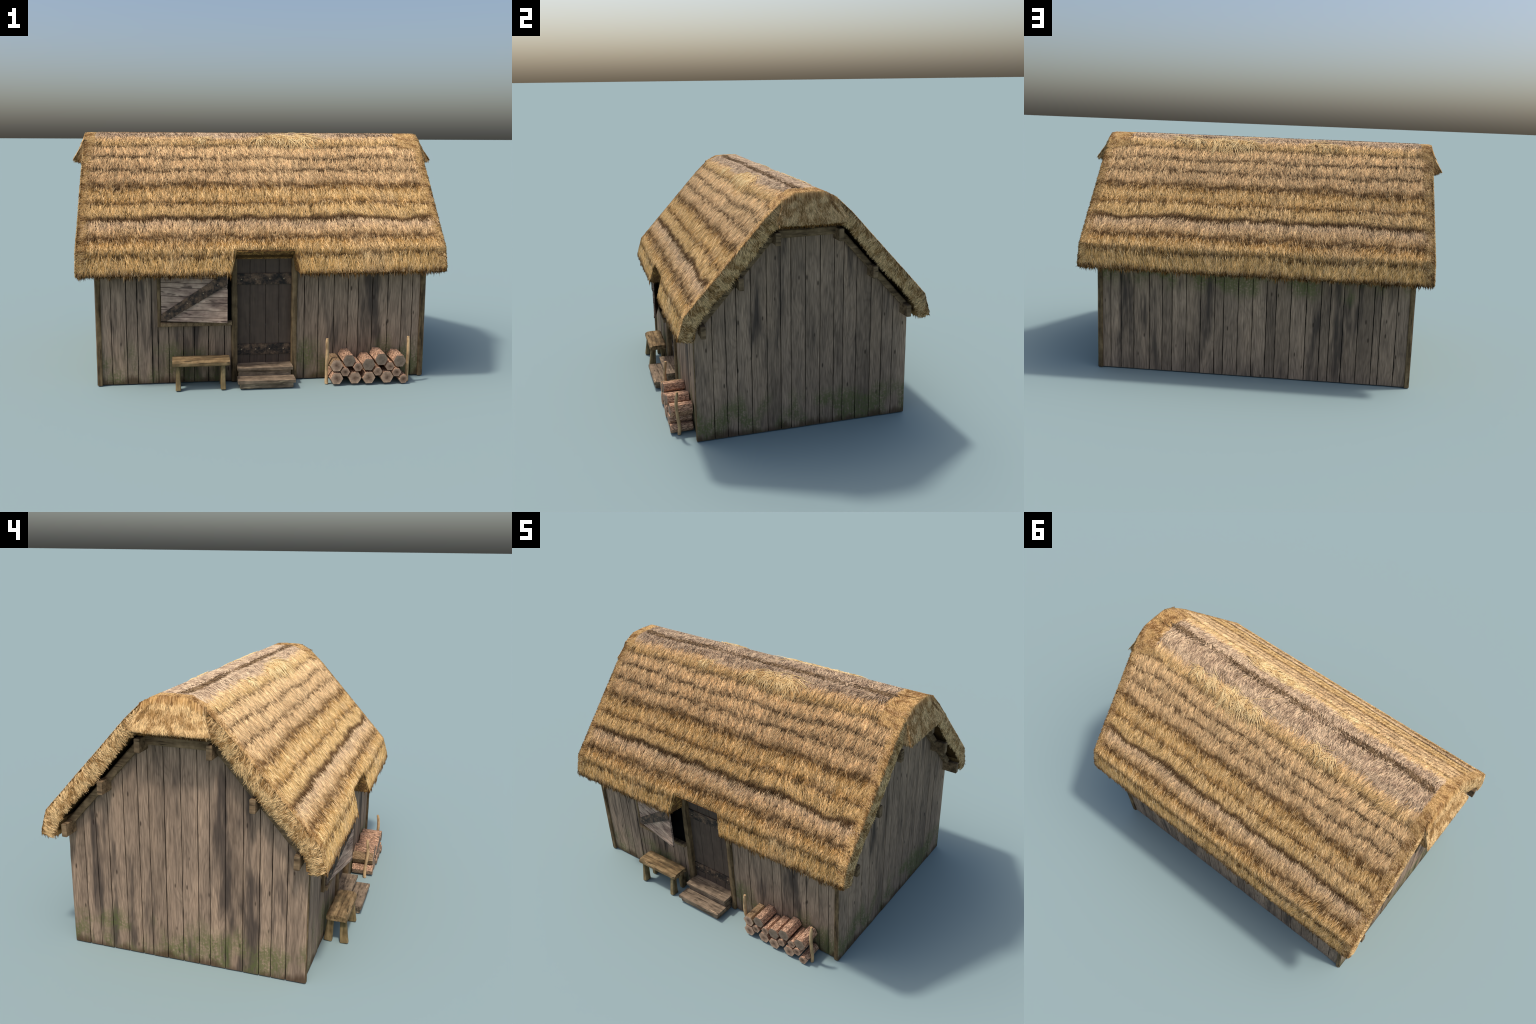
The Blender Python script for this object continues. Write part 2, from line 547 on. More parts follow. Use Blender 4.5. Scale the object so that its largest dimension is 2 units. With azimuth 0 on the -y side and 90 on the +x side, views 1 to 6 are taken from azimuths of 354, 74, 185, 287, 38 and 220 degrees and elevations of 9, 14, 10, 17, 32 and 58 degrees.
M_BARK_PALE = bark_material("log_bark_pale", srgb(150, 122, 90), srgb(176, 146, 110), srgb(192, 162, 126), srgb(116, 90, 64))
M_END = log_end_material("log_end_grain", srgb(194, 160, 132), srgb(164, 133, 110), srgb(104, 80, 64))  # base warmed against blue skylight on these shaded ends
M_END_GREY = log_end_material("log_end_weathered", srgb(138, 119, 101), srgb(128, 110, 93), srgb(122, 105, 89), False)


hut = empty("thatched_hut")
hut["label"] = "small plank-walled hut with thick straw thatched roof"
hut["category"] = "hut"


# ------------------------------------------------------------------ thatch: profile and body
# outer profile from the ridge down one side, as (distance from ridge line, height)
OUT = np.array([(0.0, 1.2895), (0.073, 1.2865), (0.139, 1.252), (0.221, 1.176), (0.645, 0.710), (0.680, 0.588)])
ARC = np.concatenate([[0], np.cumsum(np.linalg.norm(np.diff(OUT, axis=0), axis=1))])
A_KNEE, A_END = ARC[4], ARC[5]
XR = 0.940                                   # gable edges of the thatch
SINK = 0.005                                 # the solid bed lies this much below the straw


def on_roof(a, side, lift):
    """Point, down-slope tangent and outward normal at arc length a; side -1 front, +1 back."""
    t = np.interp(a, ARC, OUT[:, 0])
    z = np.interp(a, ARC, OUT[:, 1])
    e = 0.02
    t1, z1 = np.interp(a + e, ARC, OUT[:, 0]), np.interp(a + e, ARC, OUT[:, 1])
    t0, z0 = np.interp(a - e, ARC, OUT[:, 0]), np.interp(a - e, ARC, OUT[:, 1])
    dt, dz = t1 - t0, z1 - z0
    l = np.maximum(np.hypot(dt, dz), 1e-6)
    dt, dz = dt / l, dz / l
    return t - dz * lift, z + dt * lift, dt, dz


def bed(pts):
    """Outer profile moved inwards by SINK."""
    q = []
    for i, (t, z) in enumerate(pts):
        d0 = pts[i] - pts[i - 1] if i else pts[1] - pts[0]
        d1 = pts[i + 1] - pts[i] if i + 1 < len(pts) else pts[i] - pts[i - 1]
        d = unit(unit(d0) + unit(d1))
        q.append((t + d[1] * SINK, z - d[0] * SINK))
    return q


o = bed(OUT)
inner_low, inner_top, eave_in = (0.588, 0.660), (0.178, 1.122), (0.592, 0.592)
half = o[1:5]
main = [(YC + t, z) for t, z in half] + [(YC + inner_low[0], inner_low[1]), (YC + inner_top[0], inner_top[1])]
main += [(YC - t, z) for t, z in (inner_top, inner_low)] + [(YC - t, z) for t, z in half[::-1]]
body = prism("thatch_bed", main, 0, -XR, XR)
eave = [o[4], o[5], eave_in, inner_low]
back = prism("e", [(YC + t, z) for t, z in eave], 0, -XR, XR)
front = [(YC - t, z) for t, z in eave]
cut = [0.147, 0.177, 0.160, 0.147]           # half width of the notch over the door at each corner
left = prism("e", front, 0, 0, 0, [-XR] * 4, [-c for c in cut])
right = prism("e", front, 0, 0, 0, cut, [XR] * 4)
# hip flaps: wedges hanging from the ridge over both gables
flaps = []
for sx in (-1, 1):
    rim = [(YC - 0.139, 1.242), (YC - 0.073, 1.279), (YC + 0.073, 1.279), (YC + 0.139, 1.242)]
    low = [(YC - 0.168, 1.152), (YC - 0.08, 1.148), (YC + 0.08, 1.148), (YC + 0.168, 1.152)]
    und = [(YC - 0.165, 1.138), (YC - 0.08, 1.138), (YC + 0.08, 1.138), (YC + 0.165, 1.138)]
    v = [(sx * (XR + 0.003), *p) for p in rim] + [(sx * 0.995, *p) for p in low] + [(sx * (XR - 0.03), *p) for p in und]
    v += [(sx * (XR - 0.05), *p) for p in rim]
    f = []
    for r0, r1 in ((0, 4), (4, 8), (8, 12), (12, 0)):
        f += [(r0 + i, r0 + i + 1, r1 + i + 1, r1 + i) for i in range(3)]
    f += [(0, 4, 8, 12), (3, 7, 11, 15)]
    me = pydata("f", v, f)
    fix_normals(me)
    flaps.append(me)
body = join_meshes("thatch_bed", [body, back, left, right] + flaps)
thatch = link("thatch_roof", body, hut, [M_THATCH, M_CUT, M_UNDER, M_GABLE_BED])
for p in body.polygons:
    c, n = p.center, p.normal
    if abs(c.x) > 0.93 and (abs(n.x) > 0.75 or abs(n.y) > 0.8):
        p.material_index = 3
    if abs(c.x) < 0.2 and c.y < -0.5 and (abs(n.x) > 0.5):
        p.material_index = 1
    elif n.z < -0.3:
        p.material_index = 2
# the ceiling of the notch shows cut straw ends
notch = prism("notch_ceiling", [(-0.6225, 0.7005), (-0.614, 0.708), (-0.525, 0.664), (-0.525, 0.639)], 0, -0.149, 0.149)
link("notch_lining", notch, hut, [M_CUT])


# ------------------------------------------------------------------ thatch: straw
def lay(n, side, a0, a1, x0, x1, L, W, seed, name, mat, lift=(-0.002, 0.0005, 0.0025), spread=0.22, swirl=0.35,
        aim=None, keep=None, rings=3):
    """Scatter straws over the roof side. aim(x, a) -> angle from down-slope (radians, + towards +x)."""
    g = np.random.default_rng(seed)
    x = g.uniform(min(x0, x1), max(x0, x1), n)
    a = g.uniform(a0, a1, n)
    ln = g.uniform(*L, n)
    ang = g.normal(0, spread, n) + swirl * field(x, a, 9.0, seed + 1) * 0.6 + 0.12 * field(x, a, 40.0, seed + 2)
    if aim is not None:
        ang = ang + aim(x, a)
    if keep is not None:
        m = keep(x, a, ln, ang, g)
        x, a, ln, ang = x[m], a[m], ln[m], ang[m]
        n = len(x)
    bend = g.normal(0, 0.25, n)
    li = g.uniform(0.4, 1.25, n)
    pts, sd, up = [], [], []
    px, pa = x.copy(), a.copy()
    for k in range(rings):
        f = k / (rings - 1)
        th = ang + bend * f
        lf = np.interp(f, [0, 0.5, 1], lift) * li - (0.002 if k == 0 else 0)
        t, z, dt, dz = on_roof(np.abs(pa), side, lf)
        far = np.where(pa < 0, -1.0, 1.0)
        pts.append(np.stack([px, YC + side * far * t, z], 1))
        # straw direction in 3D, surface normal
        d = np.stack([np.sin(th), side * dt * np.cos(th), dz * np.cos(th)], 1)
        nn = np.stack([np.zeros(n), -side * dz, dt], 1)
        sd.append(unit(np.cross(d, nn)))
        up.append(nn)
        px = px + np.sin(th) * ln / (rings - 1)
        pa = pa + np.cos(th) * ln / (rings - 1)
    w = g.uniform(*W, n)
    return straws(name, np.stack(pts, 1), np.stack(sd, 1), np.stack(up, 1), w, hut, mat)


BANDS = np.array([0.178, 0.266, 0.354, 0.578, 0.678, 0.893])


def slope_keep(side):
    def keep(x, a, ln, ang, g):
        tip = a + np.cos(ang) * ln
        xt = x + np.sin(ang) * ln
        ok = (np.abs(xt) < XR + 0.004) & (tip < A_END + 0.010)
        t, z = np.interp(tip, ARC, OUT[:, 0]), np.interp(tip, ARC, OUT[:, 1])
        run = 0.67 * t + 0.742 * (1.295 - z)
        wv = 0.010 * field(x, a * 0, 9.0, 3)
        gap = np.min(np.abs((run + wv)[:, None] - BANDS[None] - 0.006), axis=1)
        ok &= (gap > 0.011) | (g.random(len(x)) < 0.45)
        if side < 0:
            slot = (np.abs(x) < 0.178) | (np.abs(xt) < 0.178)
            lim = np.where(np.minimum(np.abs(x), np.abs(xt)) < 0.150, A_KNEE + 0.006, A_KNEE + 0.006 + (np.minimum(np.abs(x), np.abs(xt)) - 0.150) * 4)
            ok &= ~slot | (tip < lim)
        return ok
    return keep


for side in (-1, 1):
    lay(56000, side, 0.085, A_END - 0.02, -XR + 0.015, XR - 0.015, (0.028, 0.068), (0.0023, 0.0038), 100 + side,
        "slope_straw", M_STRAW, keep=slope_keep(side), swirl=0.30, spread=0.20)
    # straw combed outwards along the gable edges
    for sx in (-1, 1):
        def edge_keep(x, a, ln, ang, g):
            tip = a + np.cos(ang) * ln
            edge = np.abs(x) > XR - 0.045 - 0.02 * g.random(len(x))
            return edge & (np.abs(x + np.sin(ang) * ln) < XR + 0.006) & (tip < A_END)
        lay(5200, side, 0.02, A_END - 0.03, sx * (XR - 0.065), sx * (XR - 0.004), (0.014, 0.04), (0.0022, 0.0034), 140 + side * 3 + sx,
            "gable_edge_straw", M_RAKE, aim=lambda x, a, sx=sx: sx * 1.15, keep=edge_keep, swirl=0.25, spread=0.25,
            lift=(0.0, 0.002, 0.0))
        # the brown collar at each end of the ridge
        inner = 0.885 if sx < 0 else 0.815
        lay(2600, side, 0.0, 0.20, sx * (inner - 0.01), sx * (XR - 0.006), (0.018, 0.04), (0.0024, 0.0036), 160 + side * 3 + sx,
            "gable_edge_straw", M_RAKE, aim=lambda x, a, sx=sx: sx * 1.0, swirl=0.3, spread=0.25, lift=(-0.001, 0.002, 0.001),
            keep=lambda x, a, ln, ang, g: np.abs(x + np.sin(ang) * ln) < XR + 0.005)
    # pale straw of the ridge cap
    lay(6600, side, -0.012, 0.105, -0.885, 0.820, (0.028, 0.06), (0.0024, 0.0036), 180 + side, "ridge_straw", M_RIDGE,
        lift=(-0.001, 0.002, 0.002), swirl=0.45, spread=0.25,
        keep=lambda x, a, ln, ang, g: a + ln < 0.108 + 0.030 * field(x, x * 0, 11.0, 5 + side) + 0.06 * g.random(len(x)))
    # dark-tinted straws drawing the shade between ridge tufts, just front of the middle
    if side < 0:
        def shade_tint_keep(x, a, ln, ang, g):
            mid = 0.022 + 0.010 * field(x, x * 0, 7.0, 71)
            some = field(x, x * 0, 16.0, 77) * 0.45 + 0.58 > g.random(len(x))
            return (np.abs(a - mid) < 0.013) & some
        lay(7000, side, 0.004, 0.045, -0.885, 0.820, (0.012, 0.034), (0.0018, 0.003), 190, "ridge_painted_shade_straw", M_SHADE_TINT,
            lift=(0.002, 0.0045, 0.003), aim=lambda x, a: 1.0, spread=0.6, keep=shade_tint_keep)
    # loose straw strewn below the ridge, fanning out from small bunches
    bunches = [(0.10, 0.10, 0.13), (0.18, 0.09, 0.17), (0.26, 0.08, 0.18), (0.31, 0.10, 0.14), (0.40, 0.09, 0.12), (0.50, 0.09, 0.08),
               (-0.28, 0.09, 0.08), (-0.36, 0.10, 0.09)] if side > 0 else \
              [(0.03, 0.10, 0.10), (0.10, 0.08, 0.13), (0.17, 0.08, 0.16), (0.23, 0.07, 0.18), (0.28, 0.09, 0.16), (-0.30, 0.11, 0.07)]
    for k, (cx, a0, reach) in enumerate(bunches):
        lay(40, side, a0, a0 + 0.035, cx - 0.03, cx + 0.03, (0.5 * reach, reach), (0.0028, 0.0040), 200 + k + 20 * side, "loose_straw",
            M_LOOSE, lift=(0.002, 0.010, 0.006), spread=0.7, swirl=0.2, rings=6)
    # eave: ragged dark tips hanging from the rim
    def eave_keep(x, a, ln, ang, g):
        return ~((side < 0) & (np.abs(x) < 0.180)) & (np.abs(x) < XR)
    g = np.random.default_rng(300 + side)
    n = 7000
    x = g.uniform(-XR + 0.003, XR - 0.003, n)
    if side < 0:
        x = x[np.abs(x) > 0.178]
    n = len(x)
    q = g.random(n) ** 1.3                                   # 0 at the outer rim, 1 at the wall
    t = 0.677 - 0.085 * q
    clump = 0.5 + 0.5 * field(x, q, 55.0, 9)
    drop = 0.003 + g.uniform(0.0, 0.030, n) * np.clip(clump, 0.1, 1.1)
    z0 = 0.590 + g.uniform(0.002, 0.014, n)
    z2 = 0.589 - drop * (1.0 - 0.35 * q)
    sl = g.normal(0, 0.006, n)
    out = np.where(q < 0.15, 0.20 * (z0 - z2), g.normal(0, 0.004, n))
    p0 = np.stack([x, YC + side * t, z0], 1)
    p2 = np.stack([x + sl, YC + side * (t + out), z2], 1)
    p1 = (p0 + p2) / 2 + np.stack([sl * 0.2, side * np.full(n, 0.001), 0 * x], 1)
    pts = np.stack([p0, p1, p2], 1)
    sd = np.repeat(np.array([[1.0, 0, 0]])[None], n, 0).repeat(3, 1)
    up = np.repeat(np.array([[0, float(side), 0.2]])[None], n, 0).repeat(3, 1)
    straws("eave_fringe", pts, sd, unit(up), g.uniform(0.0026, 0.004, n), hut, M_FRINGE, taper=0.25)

# gable faces of the thatch: straws cut across, lying from the outer edge inwards
for sx in (-1, 1):
    g = np.random.default_rng(400 + sx)
    n = 7600
    side = g.choice([-1.0, 1.0], n)
    a = g.uniform(ARC[2], A_END - 0.012, n)
    t, z, dt, dz = on_roof(a, 1, 0.0)
    nt, nz = -dz, dt                                         # outward normal in profile
    depth = g.uniform(-0.004, 0.056, n)
    th = g.normal(0.25, 0.30, n) + 0.25 * field(a, side, 20.0, 41)
    ln = g.uniform(0.026, 0.056, n)
    # direction: inwards, leaning down-slope
    ct, cz = -nt * np.cos(th) + dt * np.sin(th), -nz * np.cos(th) + dz * np.sin(th)
    s0t, s0z = t - nt * depth, z - nz * depth
    lim = 0.064 + 0.010 * field(a, side * 0, 60.0, 43) + 0.018 * g.random(n)
    ln = np.minimum(ln, np.maximum(lim - depth, 0.008) / np.maximum(np.cos(th), 0.3))
    rows = []
    for f, o_ in ((0, 0.000), (0.5, 0.005), (1.0, 0.005)):
        roll = 0.004 * np.sin(np.pi * np.clip((depth + ln * f * np.cos(th)) / 0.075, 0, 1))      # the rim bulges like a roll
        rows.append(np.stack([sx * (XR - 0.002 + roll + o_ * g.uniform(0.3, 1.2, n)), YC + side * (s0t + ct * ln * f), s0z + cz * ln * f], 1))
    pts = np.stack(rows, 1)
    ok = pts[:, 2, 2] > 0.575
    d = np.stack([0 * ct, side * ct, cz], 1)
    up = np.repeat(np.array([[float(sx), 0, 0]]), n, 0)
    sd = unit(np.cross(d, up))
    rep = lambda v: np.repeat(v[:, None], 3, 1)[ok]
    straws("gable_face_straw", pts[ok], rep(sd), rep(up), g.uniform(0.0028, 0.0046, n)[ok], hut, M_GABLE)
    # hip flap: straw combed down over its face, with a ragged lower edge
    n = 5200
    v = g.random(n) ** 0.9 - 0.06
    u = g.uniform(-1.06, 1.06, n)
    ln = g.uniform(0.25, 0.5, n)
    th = g.normal(0, 0.16, n) + 0.12 * field(u * 0.2, v, 30.0, 45)
    def flap(u, v, lift):
        hw = 0.132 + 0.040 * np.clip(v, 0, 1)
        top = np.where(np.abs(u) > 0.53, 1.281 - (np.abs(u) - 0.53) / 0.47 * 0.036, 1.281)
        z = top + (1.150 - top) * v
        x = XR + 0.001 + 0.053 * v + lift
        return np.stack([sx * x, YC + u * hw, z], 1)
    end = np.minimum(v + ln, 1.0 + 0.12 * g.random(n))
    li = g.uniform(0.3, 1.2, n)
    pts = np.stack([flap(u, v, -0.001 * li), flap(u + th * 0.25, (v + end) / 2, 0.003 * li), flap(u + th * 0.5, end, 0.002 * li)], 1)
    ok = (np.abs(u + th * 0.5) < 1.10) & (end - v > 0.05)
    d = unit(pts[:, 2] - pts[:, 0])
    up = np.repeat(unit(np.array([[sx * 0.92, 0, 0.38]])), n, 0)
    sd = unit(np.cross(d, up))
    straws("hip_straw", pts[ok], rep(sd), rep(up), g.uniform(0.0024, 0.0036, n)[ok], hut, M_GABLE)
    # straw of the ridge end bending over onto the flap
    n = 1500
    u = g.uniform(-1, 1, n)
    yy = u * 0.139
    zt = np.interp(np.abs(yy), OUT[:, 0], OUT[:, 1])
    end = g.uniform(0.12, 0.42, n)
    sk = g.normal(0, 0.010, n)
    p0 = np.stack([sx * (XR - g.uniform(0.015, 0.05, n)), YC + yy, zt - 0.001], 1)
    p1 = np.stack([np.full(n, sx * (XR + 0.003)), YC + yy + sk * 0.5, zt + 0.0005 - 0.004 * g.random(n)], 1)
    p2 = flap(u + sk * 4, end, 0.003 * g.random(n))
    pts = np.stack([p0, p1, p2], 1)
    d = unit(np.stack([p1 - p0, p2 - p0, p2 - p1], 1))
    up = np.repeat(unit(np.array([[sx * 0.6, 0, 0.8]])), n, 0)[:, None].repeat(3, 1)
    straws("hip_straw", pts, unit(np.cross(d, up)), up, g.uniform(0.0024, 0.0036, n), hut, M_RAKE)
    # straw on the two cheeks of the flap
    n = 700
    sy = g.choice([-1.0, 1.0], n)
    f0, f1 = g.random(n), g.random(n)
    zc = 1.250 - 0.105 * f0
    xo = XR + 0.003 + 0.052 * f0
    xi = xo - (0.012 + 0.050 * f0) * f1
    yo = 0.139 + 0.029 * f0
    p0 = np.stack([sx * xi, YC + sy * (yo - 0.001), zc], 1)
    ln = g.uniform(0.015, 0.032, n)
    d = unit(np.stack([sx * (0.42 + g.normal(0, 0.2, n)), sy * 0.24, -0.85 + 0 * f0], 1))
    p2 = p0 + d * np.minimum(ln, (zc - 1.128) / 0.85)[:, None]
    p2[:, 0] = np.clip(p2[:, 0], -1.0, 1.0)
    up = np.stack([0 * sy, sy, 0.2 + 0 * sy], 1)
    pts = np.stack([p0, (p0 + p2) / 2 + up * 0.002, p2 + up * 0.002], 1)
    three = lambda v: np.repeat(v[:, None], 3, 1)
    straws("hip_straw", pts, three(unit(np.cross(d, up))), three(unit(up)), g.uniform(0.0026, 0.004, n), hut, M_GABLE)
    # hanging tips under the flap
    n = 900
    u = g.uniform(-1, 1, n)
    v = g.random(n)
    p0 = np.stack([sx * (0.994 - 0.06 * v), YC + u * 0.165, 1.151 - 0.025 * v], 1)
    p2 = p0 + np.stack([sx * g.normal(0.0, 0.003, n), g.normal(0, 0.005, n), -g.uniform(0.006, 0.022, n)], 1)
    pts = np.stack([p0, (p0 + p2) / 2, p2], 1)
    sd = np.repeat(np.array([[0, 1.0, 0]])[None], n, 0).repeat(3, 1)
    up = np.repeat(np.array([[float(sx), 0, 0]])[None], n, 0).repeat(3, 1)
    straws("hip_fringe", pts, sd, up, g.uniform(0.0024, 0.0036, n), hut, M_FRINGE)

# small dried red stalks caught in the ridge
g = np.random.default_rng(55)
c = np.array([(0.512, 0.101, 1.278), (0.035, 0.0, 1.287), (-0.096, -0.011, 1.287), (-0.635, -0.024, 1.287)])
p0 = np.repeat(c, 16, 0) + g.normal(0, 0.003, (64, 3)) * (1, 1, 0.3)
d = unit(g.normal(0, 1, (64, 3)) * (1, 1, 0.12) + (0, 0, 0.05))
pts = np.stack([p0, p0 + d * 0.006 + (0, 0, 0.002), p0 + d * 0.013], 1)
up = np.repeat(np.array([[0, 0, 1.0]]), 64, 0)
sd = unit(np.cross(d, up))
straws("red_stalks", pts, np.repeat(sd[:, None], 3, 1), np.repeat(up[:, None], 3, 1), np.full(64, 0.0022), hut, M_RED)


# ------------------------------------------------------------------ walls
GX, FY, BY = 0.862, -0.556, 0.597              # outer faces: gable walls, front, back
GAP = 0.0040


def gable_top(y):
    t = abs(y - YC)
    return 1.080 if t < 0.165 else 1.080 - (t - 0.165) * 1.115


wall_id = 0


def wall(cuts, ztop, put, parent, mat, zbot=0.003, thick=0.014, breaks=()):
    global wall_id
    for a, b in zip(cuts[:-1], cuts[1:]):
        wall_id += 1
        r = np.random.default_rng(900 + wall_id)
        us = [a + GAP / 2] + [q for q in breaks if a + 0.004 < q < b - 0.004] + [b - GAP / 2]
        if len(us) == 2:
            us.insert(1, (a + b) / 2)
        zt = ztop if callable(ztop) else (lambda u, z=ztop: z)
        jit = r.uniform(-0.001, 0.001)
        me = board("plank", us, zt, zbot, jit, thick, put, wall_id * 1.7)
        link("plank", me, parent, [mat])


def wall_empty(name):
    e = empty(name)
    e.parent = hut
    return e


front_wall, back_wall, gable_l, gable_r = (wall_empty(n) for n in ("front_wall", "back_wall", "gable_wall", "gable_wall"))
on_front = lambda u, z, d: (u, FY + d, z)
on_back = lambda u, z, d: (u, BY - d, z)
fl = [-0.838, -0.785, -0.708, -0.653, -0.580, -0.549]
wall(fl, 0.640, on_front, front_wall, M_PLANK)
wall([-0.549, -0.494, -0.419, -0.364, -0.290, -0.206, -0.170], 0.318, on_front, front_wall, M_PLANK)
wall([0.172, 0.212, 0.287, 0.370, 0.445, 0.501, 0.577, 0.660, 0.737, 0.794, 0.838], 0.640, on_front, front_wall, M_PLANK)
wall([-0.838, -0.772, -0.689, -0.651, -0.568, -0.488, -0.417, -0.367, -0.288, -0.205, -0.125, -0.073, 0.003, 0.082, 0.161,
      0.210, 0.288, 0.368, 0.446, 0.501, 0.573, 0.660, 0.733, 0.790, 0.838], 0.640, on_back, back_wall, M_PLANK_BACK)
gcuts = [-0.566, -0.472, -0.402, -0.345, -0.268, -0.184, -0.110, -0.054, 0.025, 0.105, 0.182, 0.235, 0.309, 0.392, 0.458, 0.522, 0.605]
brk = (YC - 0.165, YC + 0.165)
wall(gcuts, gable_top, lambda u, z, d: (GX - d, u, z), gable_r, M_PLANK, breaks=brk)
wall(gcuts, gable_top, lambda u, z, d: (-GX + d, u, z), gable_l, M_PLANK, breaks=brk)

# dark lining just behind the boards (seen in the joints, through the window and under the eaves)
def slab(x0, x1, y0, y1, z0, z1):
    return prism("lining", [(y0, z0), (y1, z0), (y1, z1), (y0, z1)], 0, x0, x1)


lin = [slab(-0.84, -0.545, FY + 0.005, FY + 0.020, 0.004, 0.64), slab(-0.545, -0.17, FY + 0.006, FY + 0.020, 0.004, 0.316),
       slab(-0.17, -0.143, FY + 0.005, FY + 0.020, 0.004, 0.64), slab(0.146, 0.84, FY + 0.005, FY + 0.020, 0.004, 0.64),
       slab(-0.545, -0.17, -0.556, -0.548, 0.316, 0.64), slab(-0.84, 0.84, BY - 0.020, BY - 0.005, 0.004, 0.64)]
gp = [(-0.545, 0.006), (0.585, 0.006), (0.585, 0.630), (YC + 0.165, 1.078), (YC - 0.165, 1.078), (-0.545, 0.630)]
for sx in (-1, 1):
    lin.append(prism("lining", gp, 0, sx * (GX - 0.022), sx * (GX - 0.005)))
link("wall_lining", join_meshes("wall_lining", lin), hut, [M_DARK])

# corner posts, proud of the front and back walls
for sx in (-1, 1):
    for y, sy in ((-0.5565, -1), (0.5965, 1)):
        me = timber("corner_post", (sx * 0.8475, y, 0.0), (sx * 0.8475, y, 0.64), 0.025, 0.022, (0, 1, 0), 3 + sx + sy * 2, 0.0012)
        link("corner_post", me, hut, [M_POST])

# purlin ends, collar and rafter boards on both gables
for t, z in ((0.165, 1.064), (0.356, 0.852), (0.552, 0.624)):
    for s in (-1, 1):
        spans = [(-0.947, -0.20), (0.20, 0.947)] if s < 0 and t > 0.5 else [(-0.947, 0.947)]      # broken over the door
        for q0, q1 in spans:
            me = timber("purlin", (q0, YC + s * t, z), (q1, YC + s * t, z), 0.026, 0.064, (0, 0, 1), t * 9 + s, 0.0012, 0.10, step=0.05)
            link("purlin", me, hut, [M_BEAM])
for sx in (-1, 1):
    x = sx * (GX + 0.014)
    link("collar_board", timber("collar_board", (x, YC - 0.18, 1.078), (x, YC + 0.18, 1.080), 0.032, 0.044, (0, 0, 1), sx, 0.001), hut, [M_BEAM])
    for s in (-1, 1):
        p0, p1 = (x, YC + s * 0.168, 1.080), (x, YC + s * 0.572, 0.628)
        nrm = (0, s * 0.742, 0.67)
        link("rafter_board", timber("rafter_board", p0, p1, 0.030, 0.032, nrm, sx * 3 + s, 0.001), hut, [M_BEAM])


# ------------------------------------------------------------------ door
door = empty("door")
door.parent = hut
dcuts = [-0.145, -0.072, 0.010, 0.080, 0.149]
for i, (a, b) in enumerate(zip(dcuts[:-1], dcuts[1:])):
    me = board("door_board", [a + 0.0012, (a + b) / 2, b - 0.0012], lambda u: 0.668, 0.05, 0.0, 0.012, lambda u, z, d: (u, -0.538 + d, z), 40 + i, 0.0004)
    link("door_board", me, door, [M_DOOR])


def bolt_mesh():
    import bmesh
    bm = bmesh.new()
    bmesh.ops.create_uvsphere(bm, u_segments=10, v_segments=6, radius=0.0038)
    me = bpy.data.meshes.new("bolt")
    bm.to_mesh(me)
    bm.free()
    me.materials.append(M_BOLT)
    for p in me.polygons:
        p.use_smooth = True
    return me


BOLT = bolt_mesh()
for z in (0.543, 0.167):
    me = timber("iron_strap", (-0.143, -0.5405, z), (0.147, -0.5405, z), 0.006, 0.058, (0, 0, 1), z, 0.0006, 0.15)
    strap = link("iron_strap", me, door, [M_IRON])
    for x in (-0.117, -0.042, 0.031, 0.105):
        bt = bpy.data.objects.new("bolt", BOLT)
        bpy.context.scene.collection.objects.link(bt)
        bt.location, bt.scale, bt.parent = (x, -0.5435, z), (1, 0.6, 1), strap
for sx in (-1, 1):
    x = -0.1555 if sx < 0 else 0.1585
    me = timber("door_post", (x, -0.547, 0.001), (x, -0.547, 0.656), 0.030, 0.048, (0, 1, 0), 20 + sx, 0.0022)
    link("door_post", me, hut, [M_POST])


# ------------------------------------------------------------------ window with its shutter ajar
window = empty("window")
window.parent = hut
link("window_jamb", timber("window_jamb", (-0.541, -0.562, 0.306), (-0.541, -0.562, 0.63), 0.017, 0.022, (0, 1, 0), 31, 0.001), window, [M_POST])
link("window_sill", timber("window_sill", (-0.534, -0.571, 0.3205), (-0.169, -0.571, 0.3205), 0.030, 0.022, (0, 0, 1), 32, 0.001), window, [M_BEAM])
shutter = empty("shutter")
shutter.parent = hut
h0, h1 = Vector((-0.532, -0.572, 0)), Vector((-0.197, -0.642, 0))
du = (h1 - h0).normalized()
dn = Vector((du.y, -du.x, 0))
if dn.y > 0:
    dn = -dn
SW = (h1 - h0).length
on_shutter = lambda u, z, d: tuple(h0 + du * u - dn * d + Vector((0, 0, z)))
zs = [0.337, 0.361, 0.398, 0.438, 0.470, 0.513, 0.539, 0.566, 0.598]
for i, (a, b) in enumerate(zip(zs[:-1], zs[1:])):
    # horizontal boards: reuse the board maker with rows across and columns up
    r = np.random.default_rng(60 + i)
    verts_put = lambda u, z, d: on_shutter(z, u, d)
    me = board("shutter_board", [a + 0.0012, (a + b) / 2, b - 0.0012], lambda u, e=r.uniform(-0.0012, 0.0008): SW + e, r.uniform(0, 0.002),
               r.uniform(-0.001, 0.001), 0.010, verts_put, 70 + i, 0.0007)
    link("shutter_board", me, shutter, [M_SHUTTER])
s0, s1 = Vector(on_shutter(0.0, 0.350, -0.003)), Vector(on_shutter(0.337, 0.562, -0.003))
outline = [(0.001, 0.374), (0.001, 0.339), (0.029, 0.339), (SW - 0.001, 0.533), (SW - 0.001, 0.580), (0.305, 0.580)]
verts = [on_shutter(u, z, d) for d in (0.0, -0.006) for u, z in outline]
m = len(outline)
faces = [(i, (i + 1) % m, m + (i + 1) % m, m + i) for i in range(m)] + [tuple(range(m)), tuple(range(m, 2 * m))]
me = pydata("iron_strap", verts, faces)
fix_normals(me)
strap = link("iron_strap", me, shutter, [M_IRON])
